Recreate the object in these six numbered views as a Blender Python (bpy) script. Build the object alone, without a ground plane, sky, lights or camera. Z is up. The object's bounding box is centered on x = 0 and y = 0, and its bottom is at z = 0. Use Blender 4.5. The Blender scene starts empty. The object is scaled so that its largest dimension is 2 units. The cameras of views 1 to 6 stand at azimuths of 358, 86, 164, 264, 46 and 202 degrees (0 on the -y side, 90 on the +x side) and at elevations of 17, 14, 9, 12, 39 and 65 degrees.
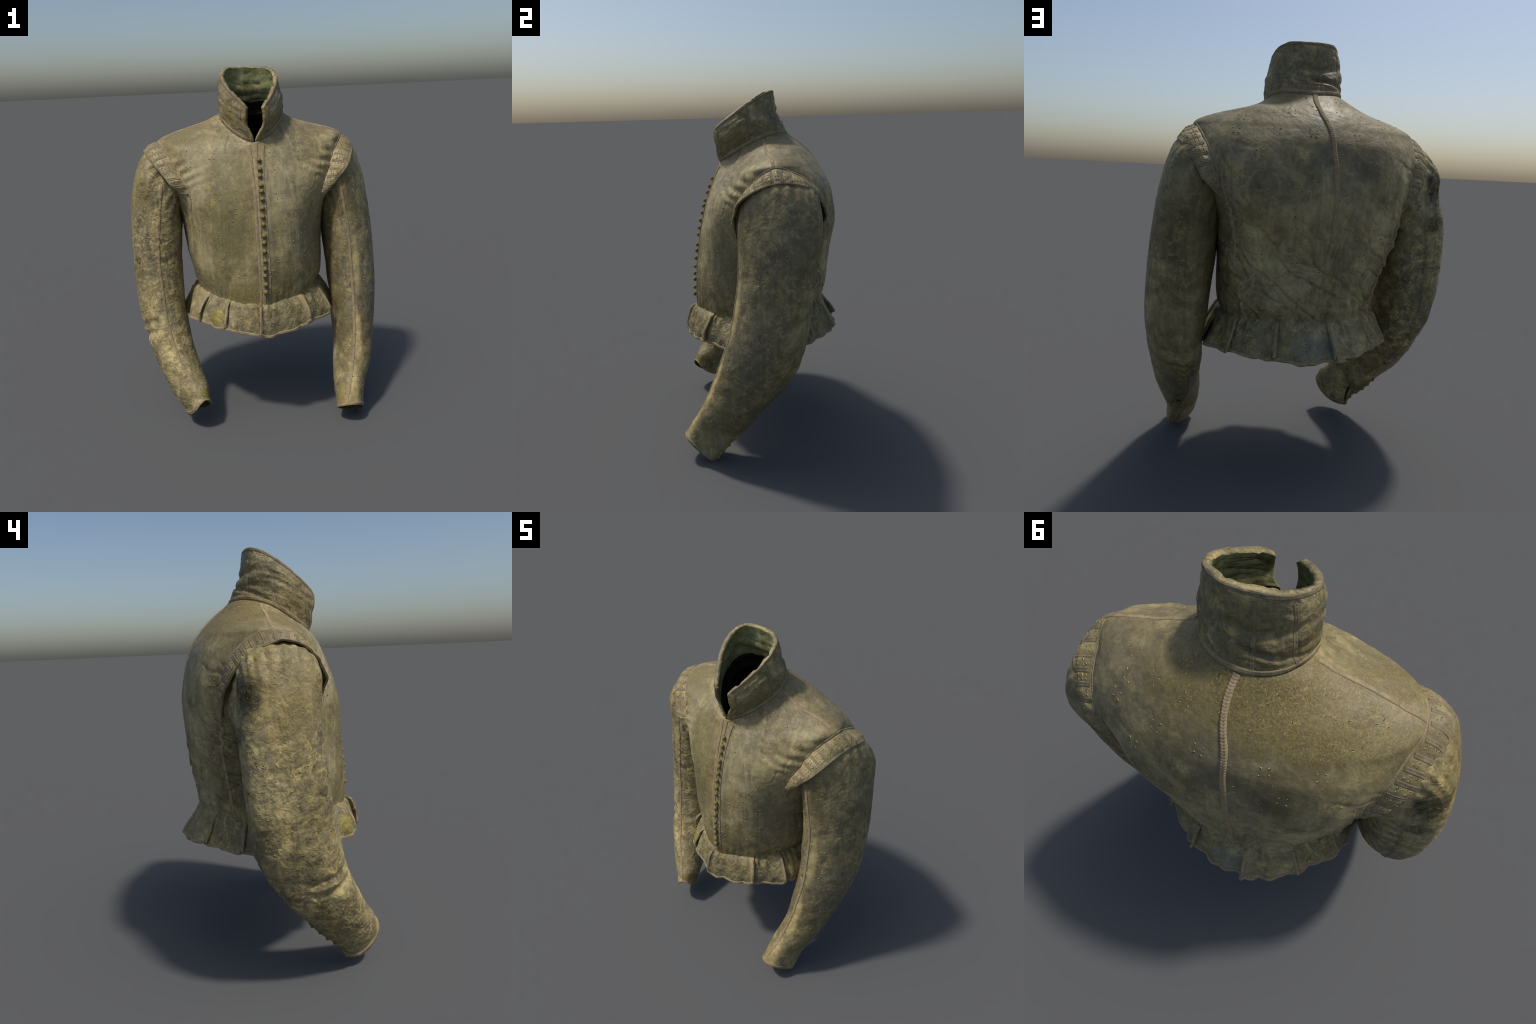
"""A worn, olive-grey leather doublet standing as if on an invisible body."""
import bpy, math, random
import numpy as np
from mathutils import Vector, noise
from mathutils.bvhtree import BVHTree

rng = np.random.default_rng(7)
random.seed(7)
TAU = 2 * math.pi

# ------------------------------------------------------------------ maths
def pchip(xs, ys, q):
    """Shape preserving cubic interpolation of the columns of ys."""
    xs = np.asarray(xs, float); ys = np.asarray(ys, float); q = np.asarray(q, float)
    if ys.ndim == 1:
        ys = ys[:, None]
    h = np.diff(xs)[:, None]; d = np.diff(ys, axis=0) / h
    m = np.zeros_like(ys)
    m[0] = d[0]; m[-1] = d[-1]
    a, b = d[:-1], d[1:]
    w1 = 2 * h[1:] + h[:-1]; w2 = h[1:] + 2 * h[:-1]
    ok = a * b > 0
    with np.errstate(divide='ignore', invalid='ignore'):
        hm = (w1 + w2) / (w1 / a + w2 / b)
    m[1:-1] = np.where(ok, hm, 0.0)
    i = np.clip(np.searchsorted(xs, q, side='right') - 1, 0, len(xs) - 2)
    hh = h[i]; t = ((q - xs[i])[:, None]) / hh
    return ((2*t**3 - 3*t**2 + 1) * ys[i] + (t**3 - 2*t**2 + t) * hh * m[i]
            + (-2*t**3 + 3*t**2) * ys[i+1] + (t**3 - t**2) * hh * m[i+1])

def spline(pts, n):
    """Centripetal-like smooth polyline through points, n samples evenly spaced."""
    p = np.asarray(pts, float)
    s = np.concatenate([[0], np.cumsum(np.linalg.norm(np.diff(p, axis=0), axis=1))])
    # Catmull-Rom tangents on chord length
    m = np.zeros_like(p)
    m[1:-1] = (p[2:] - p[:-2]) / (s[2:] - s[:-2])[:, None]
    m[0] = (p[1] - p[0]) / (s[1] - s[0]); m[-1] = (p[-1] - p[-2]) / (s[-1] - s[-2])
    q = np.linspace(0, s[-1], max(n * 3, 60))
    i = np.clip(np.searchsorted(s, q, side='right') - 1, 0, len(s) - 2)
    h = (s[i+1] - s[i])[:, None]; t = ((q - s[i])[:, None]) / h
    c = ((2*t**3 - 3*t**2 + 1) * p[i] + (t**3 - 2*t**2 + t) * h * m[i]
         + (-2*t**3 + 3*t**2) * p[i+1] + (t**3 - t**2) * h * m[i+1])
    return resample(c, n)

def resample(c, n):
    s = np.concatenate([[0], np.cumsum(np.linalg.norm(np.diff(c, axis=0), axis=1))])
    q = np.linspace(0, s[-1], n)
    return np.stack([np.interp(q, s, c[:, k]) for k in range(3)], 1)

def length(c):
    return float(np.linalg.norm(np.diff(c, axis=0), axis=1).sum())

def smooth(a, b, x):
    t = np.clip((x - a) / (b - a), 0, 1)
    return t * t * (3 - 2 * t)

def fbm(P, scale, octaves=2, seed=0.0):
    """Perlin noise, about -1..1, at points P (any leading shape) times scale (scalar or xyz)."""
    sh = P.shape[:-1]
    Q = (P.reshape(-1, 3) * np.asarray(scale, float)) + seed
    out = np.empty(len(Q))
    nz = noise.noise
    for k, (x, y, z) in enumerate(Q.tolist()):
        v = nz((x, y, z)); a = 0.5; f = 2.03
        for _ in range(octaves - 1):
            v += a * nz((x * f, y * f, z * f)); a *= 0.5; f *= 2.03
        out[k] = v
    return out.reshape(sh)

def ridge(n, w=0.12):
    """Thin creases where noise crosses zero: 1 on the crease, 0 away from it."""
    return np.exp(-(n / w) ** 2)

def grid_normals(P, wrap):
    du = (np.roll(P, -1, 1) - np.roll(P, 1, 1)) if wrap else np.gradient(P, axis=1)
    dv = np.gradient(P, axis=0)
    n = np.cross(du, dv)
    return n / np.maximum(np.linalg.norm(n, axis=2, keepdims=True), 1e-9)

# ------------------------------------------------------------------ mesh building
MATS = {}

def new_object(name, verts, faces, mats, parent, face_mats=None, smooth_shade=True):
    me = bpy.data.meshes.new(name)
    me.from_pydata(np.asarray(verts).tolist(), [], faces)
    for m in mats:
        me.materials.append(m)
    if face_mats is not None:
        me.polygons.foreach_set('material_index', np.asarray(face_mats, np.int32))
    me.polygons.foreach_set('use_smooth', [smooth_shade] * len(me.polygons))
    me.update()
    ob = bpy.data.objects.new(name, me)
    bpy.context.scene.collection.objects.link(ob)
    ob.parent = parent
    return ob

def grid_faces(nv, nu, wrap, base=0, flip=False):
    f = []
    cols = nu if wrap else nu - 1
    for i in range(nv - 1):
        for j in range(cols):
            k = (j + 1) % nu
            q = (base + i*nu + j, base + i*nu + k, base + (i+1)*nu + k, base + (i+1)*nu + j)
            f.append(q[::-1] if flip else q)
    return f

def shell_mesh(P, thick, wrap, keep=None):
    """Closed sheet: the outer grid P, an inner one, and rims wherever the sheet ends or is cut."""
    nv, nu = P.shape[:2]
    N = grid_normals(P, wrap)
    I = P - N * np.asarray(thick)[..., None] if np.ndim(thick) else P - N * thick
    V = np.concatenate([P.reshape(-1, 3), I.reshape(-1, 3)])
    b = nv * nu
    F = grid_faces(nv, nu, wrap)
    if keep is not None:
        F = [f for f, k in zip(F, keep.reshape(-1).tolist()) if k]
    n = len(F)
    edges = {(f[i], f[(i + 1) % 4]) for f in F for i in range(4)}
    M = [0] * n + [1] * n
    G = [tuple(i + b for i in f[::-1]) for f in F]
    rims = [(q, p, p + b, q + b) for p, q in edges if (q, p) not in edges]
    rims.sort()
    return V, F + G + rims, M + [0] * len(rims)

def bvh_of(P, wrap):
    nv, nu = P.shape[:2]
    return BVHTree.FromPolygons([tuple(v) for v in P.reshape(-1, 3).tolist()], grid_faces(nv, nu, wrap))

def put(bvh, p):
    loc, nor, _, _ = bvh.find_nearest(Vector(p))
    return np.array(loc), np.array(nor)

# ------------------------------------------------------------------ surfaces from four-point loops
XC = 0.015
# side z, +x, -x, side y, front y, front z, back y, back z,
# squareness of the four quarters: front left (+x), front right, back left, back right
TORSO = np.array([
    (0.705, .386, -.356, .04, -.400, .690, .360, .725, 1.75, 1.72, 2.0, 2.0),
    (0.750, .384, -.355, .04, -.397, .740, .360, .760, 1.78, 1.74, 2.0, 2.0),
    (0.800, .401, -.365, .04, -.399, .800, .374, .800, 1.82, 1.80, 2.0, 2.0),
    (0.880, .408, -.381, .04, -.395, .880, .387, .880, 1.92, 1.92, 2.0, 2.0),
    (0.960, .410, -.398, .05, -.387, .960, .401, .960, 1.93, 2.00, 2.1, 2.1),
    (1.080, .418, -.415, .08, -.371, 1.080, .416, 1.080, 1.95, 2.05, 2.3, 2.25),
    (1.200, .432, -.438, .10, -.349, 1.200, .427, 1.200, 2.10, 2.10, 2.65, 2.35),
    (1.300, .465, -.470, .11, -.324, 1.300, .427, 1.290, 2.30, 2.25, 3.1, 2.3),
    (1.420, .500, -.500, .12, -.289, 1.415, .407, 1.420, 2.40, 2.40, 3.1, 2.3),
    (1.520, .525, -.515, .10, -.258, 1.505, .377, 1.530, 2.15, 2.35, 2.3, 2.1),
    (1.602, .535, -.527, .06, -.242, 1.550, .338, 1.602, 1.70, 2.0, 1.75, 1.75),
    (1.648, .463, -.453, .055, -.234, 1.573, .292, 1.657, 1.50, 1.75, 1.55, 1.65),
    (1.683, .330, -.340, .04, -.229, 1.588, .238, 1.705, 1.50, 1.65, 1.55, 1.65),
    (1.713, .245, -.238, .02, -.225, 1.598, .203, 1.732, 1.60, 1.65, 1.7, 1.75),
    (1.740, .203, -.170, .00, -.221, 1.607, .171, 1.759, 1.65, 1.65, 2.0, 2.0),
])

def torso_station_param():
    t = TORSO
    d = [0]
    for a, b in zip(t[:-1], t[1:]):
        d.append(d[-1] + max(abs(b[0]-a[0]), abs(b[1]-a[1]), abs(b[4]-a[4]), abs(b[6]-a[6])))
    return np.array(d) / d[-1]
TV = torso_station_param()

# broad swellings and hollows of the body: centre, radii, push
FORM = [
    ((.29, -.16, 1.575), (.15, .13, .13), (-.004, .020, -.018)),   # hollow below the left shoulder
    ((-.15, -.32, 1.33), (.17, .20, .20), (-.002, -.026, .0)),     # full right breast
    ((-.47, -.12, 1.50), (.13, .13, .14), (-.012, -.010, .006)),   # right front of the armhole
    ((.50, .23, 1.50), (.11, .12, .15), (.020, .012, .006)),       # left shoulder blade
    ((.27, .17, 1.66), (.14, .10, .09), (.0, .014, .012)),         # back of the left shoulder
    ((.36, -.02, 1.66), (.16, .08, .08), (.0, .0, -.012)),         # front of the left shoulder
    ((-.33, .17, 1.66), (.16, .10, .09), (.0, -.003, -.003)),      # back of the right shoulder
    ((.41, .18, 1.02), (.07, .13, .15), (.006, .034, .0)),         # left flank
    ((-.40, .19, 1.10), (.07, .13, .14), (-.004, .022, .0)),       # right flank
    ((.21, .38, 1.08), (.09, .12, .10), (.0, -.024, .0)),
    ((.29, .32, .93), (.10, .12, .10), (.004, .024, .0)),
    ((.40, .33, 1.36), (.07, .10, .12), (.0, -.012, .0)),
    ((.37, .25, .92), (.10, .12, .13), (.006, .022, .0)),
]

def torso_base(v, t):
    """v (n,), t (m,) -> grid (n,m,3). t=0 is +x, -pi/2 is the front."""
    r = pchip(TV, TORSO, v)
    zs, xl, xr, ys, yf, zf, yb, zb = [r[:, k:k+1] for k in range(8)]
    c, s = np.cos(t)[None], np.sin(t)[None]
    # squareness blends between the quarters so that no crease shows at front and back
    k = .5 + .5 * np.sin(np.clip(c / .35, -1, 1) * math.pi / 2)
    nf = r[:, 9:10] + (r[:, 8:9] - r[:, 9:10]) * k
    nb = r[:, 11:12] + (r[:, 10:11] - r[:, 11:12]) * k
    n = np.where(s < 0, nf, nb)
    xc = XC
    sx = np.abs(c) ** (2 / n); sy = np.abs(s) ** (2 / n)
    x = xc + np.where(c > 0, (xl - xc) * sx, (xr - xc) * sx)
    y = ys + np.where(s < 0, (yf - ys) * sy, (yb - ys) * sy)
    w = s ** 2
    z = zs * (1 - w) + np.where(s < 0, zf, zb) * w
    P = np.stack(np.broadcast_arrays(x, y, z), 2).copy()
    for centre, radius, push in FORM:
        g = np.exp(-(((P - np.array(centre)) / np.array(radius)) ** 2).sum(2))
        P += g[..., None] * np.array(push)
    return P

def loop_grid(stations, v, t, squ=2.0):
    """Stations of four points O (cos=1), I, F (sin=-1), B -> harmonic loops."""
    S = np.asarray(stations, float)              # k,4,3
    u = [0]
    for a, b in zip(S[:-1], S[1:]):
        u.append(u[-1] + np.linalg.norm(a.mean(0) - b.mean(0)))
    u = np.array(u) / u[-1]
    Q = pchip(u, S.reshape(len(S), 12), v).reshape(len(v), 4, 3)
    O, I, F, B = [Q[:, k][:, None] for k in range(4)]
    C = (O + I + F + B) / 4; A = (O - I) / 2; D = (F - B) / 2; E = (O + I - F - B) / 4
    c = np.cos(t); s = np.sin(t)
    squ = np.broadcast_to(squ, c.shape)
    cc = (np.sign(c) * np.abs(c) ** (2/squ))[None, :, None]
    ss = (np.sign(s) * np.abs(s) ** (2/squ))[None, :, None]
    return C + A * cc - D * ss + E * (cc**2 - ss**2)

# sleeves: outer, inner, front, back points at each station from the shoulder to the cuff
SLEEVE_L = [
    [(.557, .069, 1.526), (.403, .082, 1.259), (.459, -.110, 1.432), (.509, .267, 1.431)],
    [(.613, .077, 1.492), (.411, .072, 1.175), (.494, -.134, 1.356), (.562, .278, 1.370)],
    [(.662, .081, 1.401), (.416, .062, 1.100), (.523, -.141, 1.259), (.595, .281, 1.289)],
    [(.698, .076, 1.246), (.421, .063, 1.013), (.537, -.147, 1.122), (.595, .259, 1.155)],
    [(.733, .058, .979), (.435, .045, .875), (.546, -.167, .944), (.589, .233, .950)],
    [(.742, .027, .781), (.450, .008, .715), (.558, -.207, .744), (.576, .211, .775)],
    [(.731, -.024, .621), (.463, -.040, .575), (.555, -.261, .593), (.572, .176, .610)],
    [(.704, -.101, .469), (.461, -.109, .419), (.551, -.326, .430), (.554, .103, .451)],
    [(.672, -.199, .320), (.441, -.222, .293), (.548, -.384, .305), (.540, -.047, .282)],
    [(.617, -.286, .184), (.427, -.337, .175), (.531, -.436, .210), (.542, -.195, .145)],
    [(.577, -.431, .092), (.437, -.401, .064), (.484, -.483, .129), (.568, -.322, .000)],
]
SLEEVE_R = [
    [(-.549, .046, 1.545), (-.401, .050, 1.258), (-.461, -.110, 1.446), (-.498, .186, 1.421)],
    [(-.615, .045, 1.514), (-.413, .046, 1.185), (-.523, -.134, 1.389), (-.551, .194, 1.356)],
    [(-.677, .039, 1.415), (-.423, .021, 1.111), (-.563, -.150, 1.291), (-.605, .196, 1.282)],
    [(-.716, .035, 1.233), (-.428, -.004, 1.037), (-.577, -.163, 1.134), (-.619, .188, 1.147)],
    [(-.732, .025, .965), (-.438, -.020, .911), (-.590, -.189, .925), (-.621, .178, .952)],
    [(-.721, -.003, .721), (-.438, -.054, .695), (-.584, -.229, .695), (-.601, .150, .707)],
    [(-.689, -.065, .557), (-.418, -.120, .529), (-.563, -.283, .522), (-.573, .096, .560)],
    [(-.636, -.162, .393), (-.384, -.203, .410), (-.500, -.349, .386), (-.533, -.013, .400)],
    [(-.561, -.252, .253), (-.341, -.294, .303), (-.445, -.404, .282), (-.462, -.109, .292)],
    [(-.501, -.316, .144), (-.313, -.355, .208), (-.390, -.445, .223), (-.437, -.208, .195)],
    [(-.411, -.436, .105), (-.316, -.372, .110), (-.327, -.461, .201), (-.438, -.296, .056)],
]
# collar: +x side, -x side, front, back from base to rim
COLLAR = [
    [(.198, .00, 1.733), (-.161, .00, 1.735), (.024, -.224, 1.600), (.008, .172, 1.757)],
    [(.199, -.01, 1.795), (-.162, -.01, 1.800), (.032, -.257, 1.664), (.010, .148, 1.815)],
    [(.187, -.02, 1.870), (-.160, -.02, 1.885), (.036, -.280, 1.728), (.012, .117, 1.885)],
    [(.168, -.03, 1.944), (-.141, -.03, 1.955), (.037, -.280, 1.778), (.015, .093, 2.000)],
]

def collar_square(t):
    return 1.80 + .20 * np.sin(t) - .06 * np.clip(-np.sin(t), 0, 1)

def tri_wave(x):
    return 2 * np.abs(x - np.floor(x + 0.5))

# ------------------------------------------------------------------ materials
def node_mat(name):
    m = bpy.data.materials.new(name)
    m.use_nodes = True
    nt = m.node_tree
    nt.nodes.clear()
    out = nt.nodes.new('ShaderNodeOutputMaterial')
    bs = nt.nodes.new('ShaderNodeBsdfPrincipled')
    nt.links.new(bs.outputs[0], out.inputs[0])
    return m, nt, bs

class NT:
    """Small helper to write node trees compactly."""
    def __init__(self, nt):
        self.nt = nt
        self.co = nt.nodes.new('ShaderNodeTexCoord').outputs['Object']
    def link(self, a, b):
        if hasattr(a, 'is_output'):
            self.nt.links.new(a, b)
        else:
            b.default_value = a
    def mapping(self, scale, loc=(0, 0, 0), rot=(0, 0, 0)):
        n = self.nt.nodes.new('ShaderNodeMapping')
        n.inputs['Scale'].default_value = scale
        n.inputs['Location'].default_value = loc
        n.inputs['Rotation'].default_value = rot
        self.nt.links.new(self.co, n.inputs[0])
        return n.outputs[0]
    def noise(self, scale, detail=3, rough=.55, dist=0.0, vec=None):
        n = self.nt.nodes.new('ShaderNodeTexNoise')
        n.inputs['Scale'].default_value = scale
        n.inputs['Detail'].default_value = detail
        n.inputs['Roughness'].default_value = rough
        n.inputs['Distortion'].default_value = dist
        self.nt.links.new(vec if vec is not None else self.co, n.inputs['Vector'])
        return n.outputs['Fac']
    def voronoi(self, scale, feature='F1', vec=None, out='Distance'):
        n = self.nt.nodes.new('ShaderNodeTexVoronoi')
        n.feature = feature
        n.inputs['Scale'].default_value = scale
        self.nt.links.new(vec if vec is not None else self.co, n.inputs['Vector'])
        return n.outputs[out]
    def ramp(self, fac, stops, interp='LINEAR'):
        n = self.nt.nodes.new('ShaderNodeValToRGB')
        cr = n.color_ramp; cr.interpolation = interp
        while len(cr.elements) < len(stops):
            cr.elements.new(0.5)
        for e, (p, c) in zip(cr.elements, stops):
            e.position = p
            e.color = (c, c, c, 1) if np.isscalar(c) else (*c, 1)
        self.nt.links.new(fac, n.inputs[0])
        return n.outputs[0]
    def mix(self, fac, a, b, mode='MIX'):
        n = self.nt.nodes.new('ShaderNodeMix')
        n.data_type = 'RGBA'; n.blend_type = mode
        self.link(fac, n.inputs[0])
        for v, s in ((a, n.inputs[6]), (b, n.inputs[7])):
            self.link((*v, 1) if isinstance(v, tuple) and len(v) == 3 else v, s)
        return n.outputs[2]
    def math(self, op, a, b=0.0, clamp=False):
        n = self.nt.nodes.new('ShaderNodeMath'); n.operation = op; n.use_clamp = clamp
        self.link(a, n.inputs[0]); self.link(b, n.inputs[1])
        return n.outputs[0]
    def spot(self, centre, radii, soft=0.6):
        """Soft ellipsoid mask at a place on the garment, broken by noise."""
        n = self.nt.nodes.new('ShaderNodeMapping'); n.vector_type = 'TEXTURE'
        n.inputs['Location'].default_value = centre
        n.inputs['Scale'].default_value = radii
        self.nt.links.new(self.co, n.inputs[0])
        l = self.nt.nodes.new('ShaderNodeVectorMath'); l.operation = 'LENGTH'
        self.nt.links.new(n.outputs[0], l.inputs[0])
        d = self.math('ADD', l.outputs['Value'], self.math('MULTIPLY', self.math('SUBTRACT', self.noise(9, 4, .6), .5), 1.2))
        r = self.nt.nodes.new('ShaderNodeMapRange'); r.interpolation_type = 'SMOOTHSTEP'
        r.inputs['From Min'].default_value = 1.15; r.inputs['From Max'].default_value = 1.15 - soft
        self.nt.links.new(d, r.inputs['Value'])
        return r.outputs['Result']
    def bump(self, height, strength, dist, normal=None):
        n = self.nt.nodes.new('ShaderNodeBump')
        n.inputs['Strength'].default_value = strength
        n.inputs['Distance'].default_value = dist
        self.nt.links.new(height, n.inputs['Height'])
        if normal is not None:
            self.nt.links.new(normal, n.inputs['Normal'])
        return n.outputs[0]

DARK = (.134, .110, .053); MID = (.212, .175, .086); LIGHT = (.350, .292, .152)
WORN = (.58, .45, .19); OCHRE = (.250, .180, .040); GREEN = (.130, .140, .062)
GREYBLUE = (.160, .142, .098)

def leather(name, worn=0.5, stains=(), streak=(55, 55, 3.5), light=1.0, gold=(), pale_lines=(), sheen_streaks=(), crease=11.0, crumple=.35):
    m, nt, bs = node_mat(name)
    T = NT(nt)
    big = T.noise(4.2, 4, .6, .8)
    sc = lambda c: tuple(x * light for x in c)
    col = T.ramp(big, [(.29, sc(DARK)), (.48, sc(MID)), (.64, sc(LIGHT))])
    # grey bloom in other places
    g = T.ramp(T.noise(3.1, 3, .55, .5, T.mapping((1, 1, .55), (3, 7, 1))), [(.46, 0.0), (.64, .6)])
    col = T.mix(g, col, sc(GREYBLUE))
    # grain of the hide running down the panels
    st = T.noise(1.0, 3, .6, .3, T.mapping(streak))
    col = T.mix(.5, col, T.ramp(st, [(.30, (.66, .66, .62)), (.70, (1.30, 1.28, 1.22))]), 'MULTIPLY')
    # crumpled facets: cells of a warped lattice; their rubbed edges are worn pale
    warp = nt.nodes.new('ShaderNodeTexNoise')
    warp.inputs['Scale'].default_value = 7.0; warp.inputs['Detail'].default_value = 3
    nt.links.new(T.co, warp.inputs['Vector'])
    wm = nt.nodes.new('ShaderNodeMix'); wm.data_type = 'VECTOR'
    wm.inputs[0].default_value = .13
    nt.links.new(T.co, wm.inputs[4]); nt.links.new(warp.outputs['Color'], wm.inputs[5])
    wc = wm.outputs[1]
    cellA = T.voronoi(21, 'SMOOTH_F1', wc); edgeA = T.voronoi(21, 'DISTANCE_TO_EDGE', wc)
    where = T.ramp(T.noise(4.6, 2, .5, 0, T.mapping((1, 1, 1), (11, 2, 5))), [(.46 - .14*worn, 0.0), (.60, 1.0)])
    broken = T.ramp(T.noise(24, 3, .6, .5), [(.47, 0.0), (.57, 1.0)])
    line = T.ramp(edgeA, [(.0, 1.0), (.05, .65), (.13, 0.0)])
    lm = T.math('MULTIPLY', T.math('MULTIPLY', line, broken), where)
    col = T.mix(T.math('MULTIPLY', lm, .04 + .45*worn, True), col, WORN)
    # longer hair-line scuffs
    cn = T.noise(crease, 4, .55, 1.4)
    scuff = T.ramp(T.math('ABSOLUTE', T.math('SUBTRACT', cn, .5)), [(.0, 1.0), (.010, .7), (.022, 0.0)])
    col = T.mix(T.math('MULTIPLY', T.math('MULTIPLY', scuff, broken), .22 + .35*worn, True), col, WORN)
    # mottling: dark olive spots, with small pale-gold crinkle highlights painted on
    mo = T.noise(17, 6, .70, .5)
    col = T.mix(.35 + .5*worn, col, T.ramp(mo, [(.36, (.50, .51, .47)), (.49, (.95, .95, .93)), (.62, (1.50, 1.45, 1.28))]), 'MULTIPLY')
    rub = T.ramp(T.noise(30, 6, .72, .35), [(.55, 0.0), (.63, 1.0)])
    col = T.mix(T.math('MULTIPLY', T.math('MULTIPLY', rub, where), .18 + .55*worn), col, WORN)
    crest = T.ramp(T.noise(9, 3, .5, .8, T.mapping((1, 1, 1), (2, 9, 4))), [(.47, 0.0), (.50, 1.0), (.53, 0.0)])
    col = T.mix(T.math('MULTIPLY', T.math('MULTIPLY', crest, T.math('MULTIPLY', where, broken)), .12 + .45*worn), col, WORN)
    # stains, plus some patches of light and shade tinted in
    for centre, radii, colour, amount in stains:
        k = T.spot(centre, radii)
        sp = T.ramp(T.noise(38, 4, .7, .4), [(.35, .35), (.62, 1.0)])
        col = T.mix(T.math('MULTIPLY', T.math('MULTIPLY', k, sp), amount), col, colour)
    # pale slanting lines, and upright streaks painting a satin sheen into the colour
    for centre, radii, amount in pale_lines:
        k = T.spot(centre, radii)
        ln = T.ramp(T.noise(5.5, 4, .55, 1.3, T.mapping((1, 1, .75), (1, 5, 2), (0, .7, 0))), [(.470, 0.0), (.498, 1.0), (.505, .6), (.540, 0.0)])
        col = T.mix(T.math('MULTIPLY', T.math('MULTIPLY', k, ln), amount), col, (.46, .395, .255))
    for centre, radii, amount in sheen_streaks:
        k = T.spot(centre, radii)
        ln = T.ramp(T.noise(1.0, 4, .6, .2, T.mapping((34, 34, 2.2))), [(.47, 0.0), (.62, 1.0)])
        col = T.mix(T.math('MULTIPLY', T.math('MULTIPLY', k, ln), amount), col, (.46, .39, .215))
    # old dressing: fine brown, green and gold speckle, with a few gold creases
    for centre, radii, amount in gold:
        k = T.spot(centre, radii)
        fl = T.noise(150, 4, .75, .2)
        sp = T.ramp(fl, [(.36, (.070, .062, .026)), (.46, (.150, .118, .045)), (.56, (.190, .148, .058)), (.67, (.42, .30, .085))])
        col = T.mix(T.math('MULTIPLY', k, amount), col, sp)
        gl = T.math('MULTIPLY', T.ramp(T.noise(27, 3, .6, 1.1), [(.485, 0.0), (.50, 1.0), (.515, 0.0)]), broken)
        col = T.mix(T.math('MULTIPLY', T.math('MULTIPLY', k, gl), amount), col, (.46, .34, .09))
    # fine grain
    gr = T.noise(260, 3, .65)
    col = T.mix(.5, col, T.ramp(gr, [(.30, (.76, .76, .74)), (.70, (1.22, 1.20, 1.18))]), 'MULTIPLY')
    nt.links.new(col, bs.inputs['Base Color'])
    nt.links.new(T.ramp(T.noise(14, 3), [(.3, .48), (.7, .62)]), bs.inputs['Roughness'])
    bs.inputs['Specular IOR Level'].default_value = .38
    def ridged(scale, seed, dist):
        n = T.noise(scale, 3, .5, dist, T.mapping((1, 1, 1), seed))
        return T.math('SUBTRACT', 1.0, T.math('ABSOLUTE', T.math('MULTIPLY', T.math('SUBTRACT', n, .5), 4.0)))
    h = T.math('ADD', T.math('ADD', ridged(9, (2, 9, 4), .8), T.math('MULTIPLY', ridged(23, (7, 1, 3), 1.0), .4)),
               T.math('MULTIPLY', cellA, -.35))
    n1 = T.bump(h, crumple, .022)
    n1 = T.bump(T.noise(30, 4, .55, .6), .13, .006, n1)
    n3 = T.bump(T.math('ADD', gr, st), .09, .002, n1)
    nt.links.new(n3, bs.inputs['Normal'])
    return m

def cloth(name, a, b, scale=30, rough=.85, bump=.4):
    m, nt, bs = node_mat(name)
    T = NT(nt)
    col = T.ramp(T.noise(scale, 4, .6, .4), [(.3, a), (.7, b)])
    gr = T.noise(330, 2, .6)
    col = T.mix(.6, col, T.ramp(gr, [(.3, (.72, .72, .72)), (.7, (1.25, 1.25, 1.25))]), 'MULTIPLY')
    nt.links.new(col, bs.inputs['Base Color'])
    bs.inputs['Roughness'].default_value = rough
    bs.inputs['Specular IOR Level'].default_value = .25
    n1 = T.bump(T.noise(scale * .8, 4), bump, .01)
    nt.links.new(T.bump(gr, .4, .002, n1), bs.inputs['Normal'])
    return m

MATS['torso'] = leather('torso_leather', .22, [
    ((-.05, .16, 1.66), (.34, .20, .13), OCHRE, .70),
    ((.02, .20, 1.60), (.60, .30, .20), (.130, .105, .048), .55),
    ((-.14, -.30, 1.28), (.10, .20, .36), GREEN, .55),
    ((-.28, -.05, 1.64), (.20, .22, .07), (.19, .165, .07), .6),
    ((.02, -.42, .78), (.16, .12, .09), OCHRE, .35),
    ((.14, -.30, 1.42), (.14, .20, .24), (.42, .36, .215), .35), ((-.30, -.20, 1.42), (.09, .16, .17), (.42, .36, .22), .55),  # two pale chest patches, lightened for the bright satin swathes
    ((-.30, -.33, 1.02), (.09, .14, .16), (.40, .34, .21), .45), ((.30, -.25, 1.05), (.12, .2, .2), (.150, .130, .080), .5),
], light=1.05, crumple=.09,
    pale_lines=[((.08, .37, .97), (.36, .2, .26), .5), ((-.33, .27, 1.2), (.14, .2, .3), .45), ((.33, .30, 1.35), (.14, .2, .2), .45), ((-.36, -.2, 1.42), (.1, .2, .15), .5)],
    sheen_streaks=[((.16, -.28, 1.38), (.17, .25, .34), .55), ((-.30, -.25, 1.15), (.10, .2, .36), .45), ((.10, .40, 1.05), (.28, .2, .22), .3)], gold=[((-.08, .16, 1.67), (.40, .22, .13), .62), ((-.05, .17, 1.72), (.22, .14, .06), .6), ((-.40, .05, 1.60), (.18, .3, .12), .55), ((.02, -.42, .80), (.25, .14, .10), .5),
    ((-.08, -.33, 1.30), (.16, .2, .40), .35)])
MATS['sleeve'] = leather('sleeve_leather', .30, [
    ((.46, -.46, .24), (.07, .06, .28), (.30, .23, .06), .6),
    ((.590, -.185, .95), (.026, .06, .36), WORN, .8), ((.575, -.33, .50), (.030, .11, .20), WORN, .8), ((.53, -.44, .24), (.03, .08, .16), WORN, .7),  # pale yellow strips beside the left front seam
], light=.90, crumple=.10)
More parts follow.
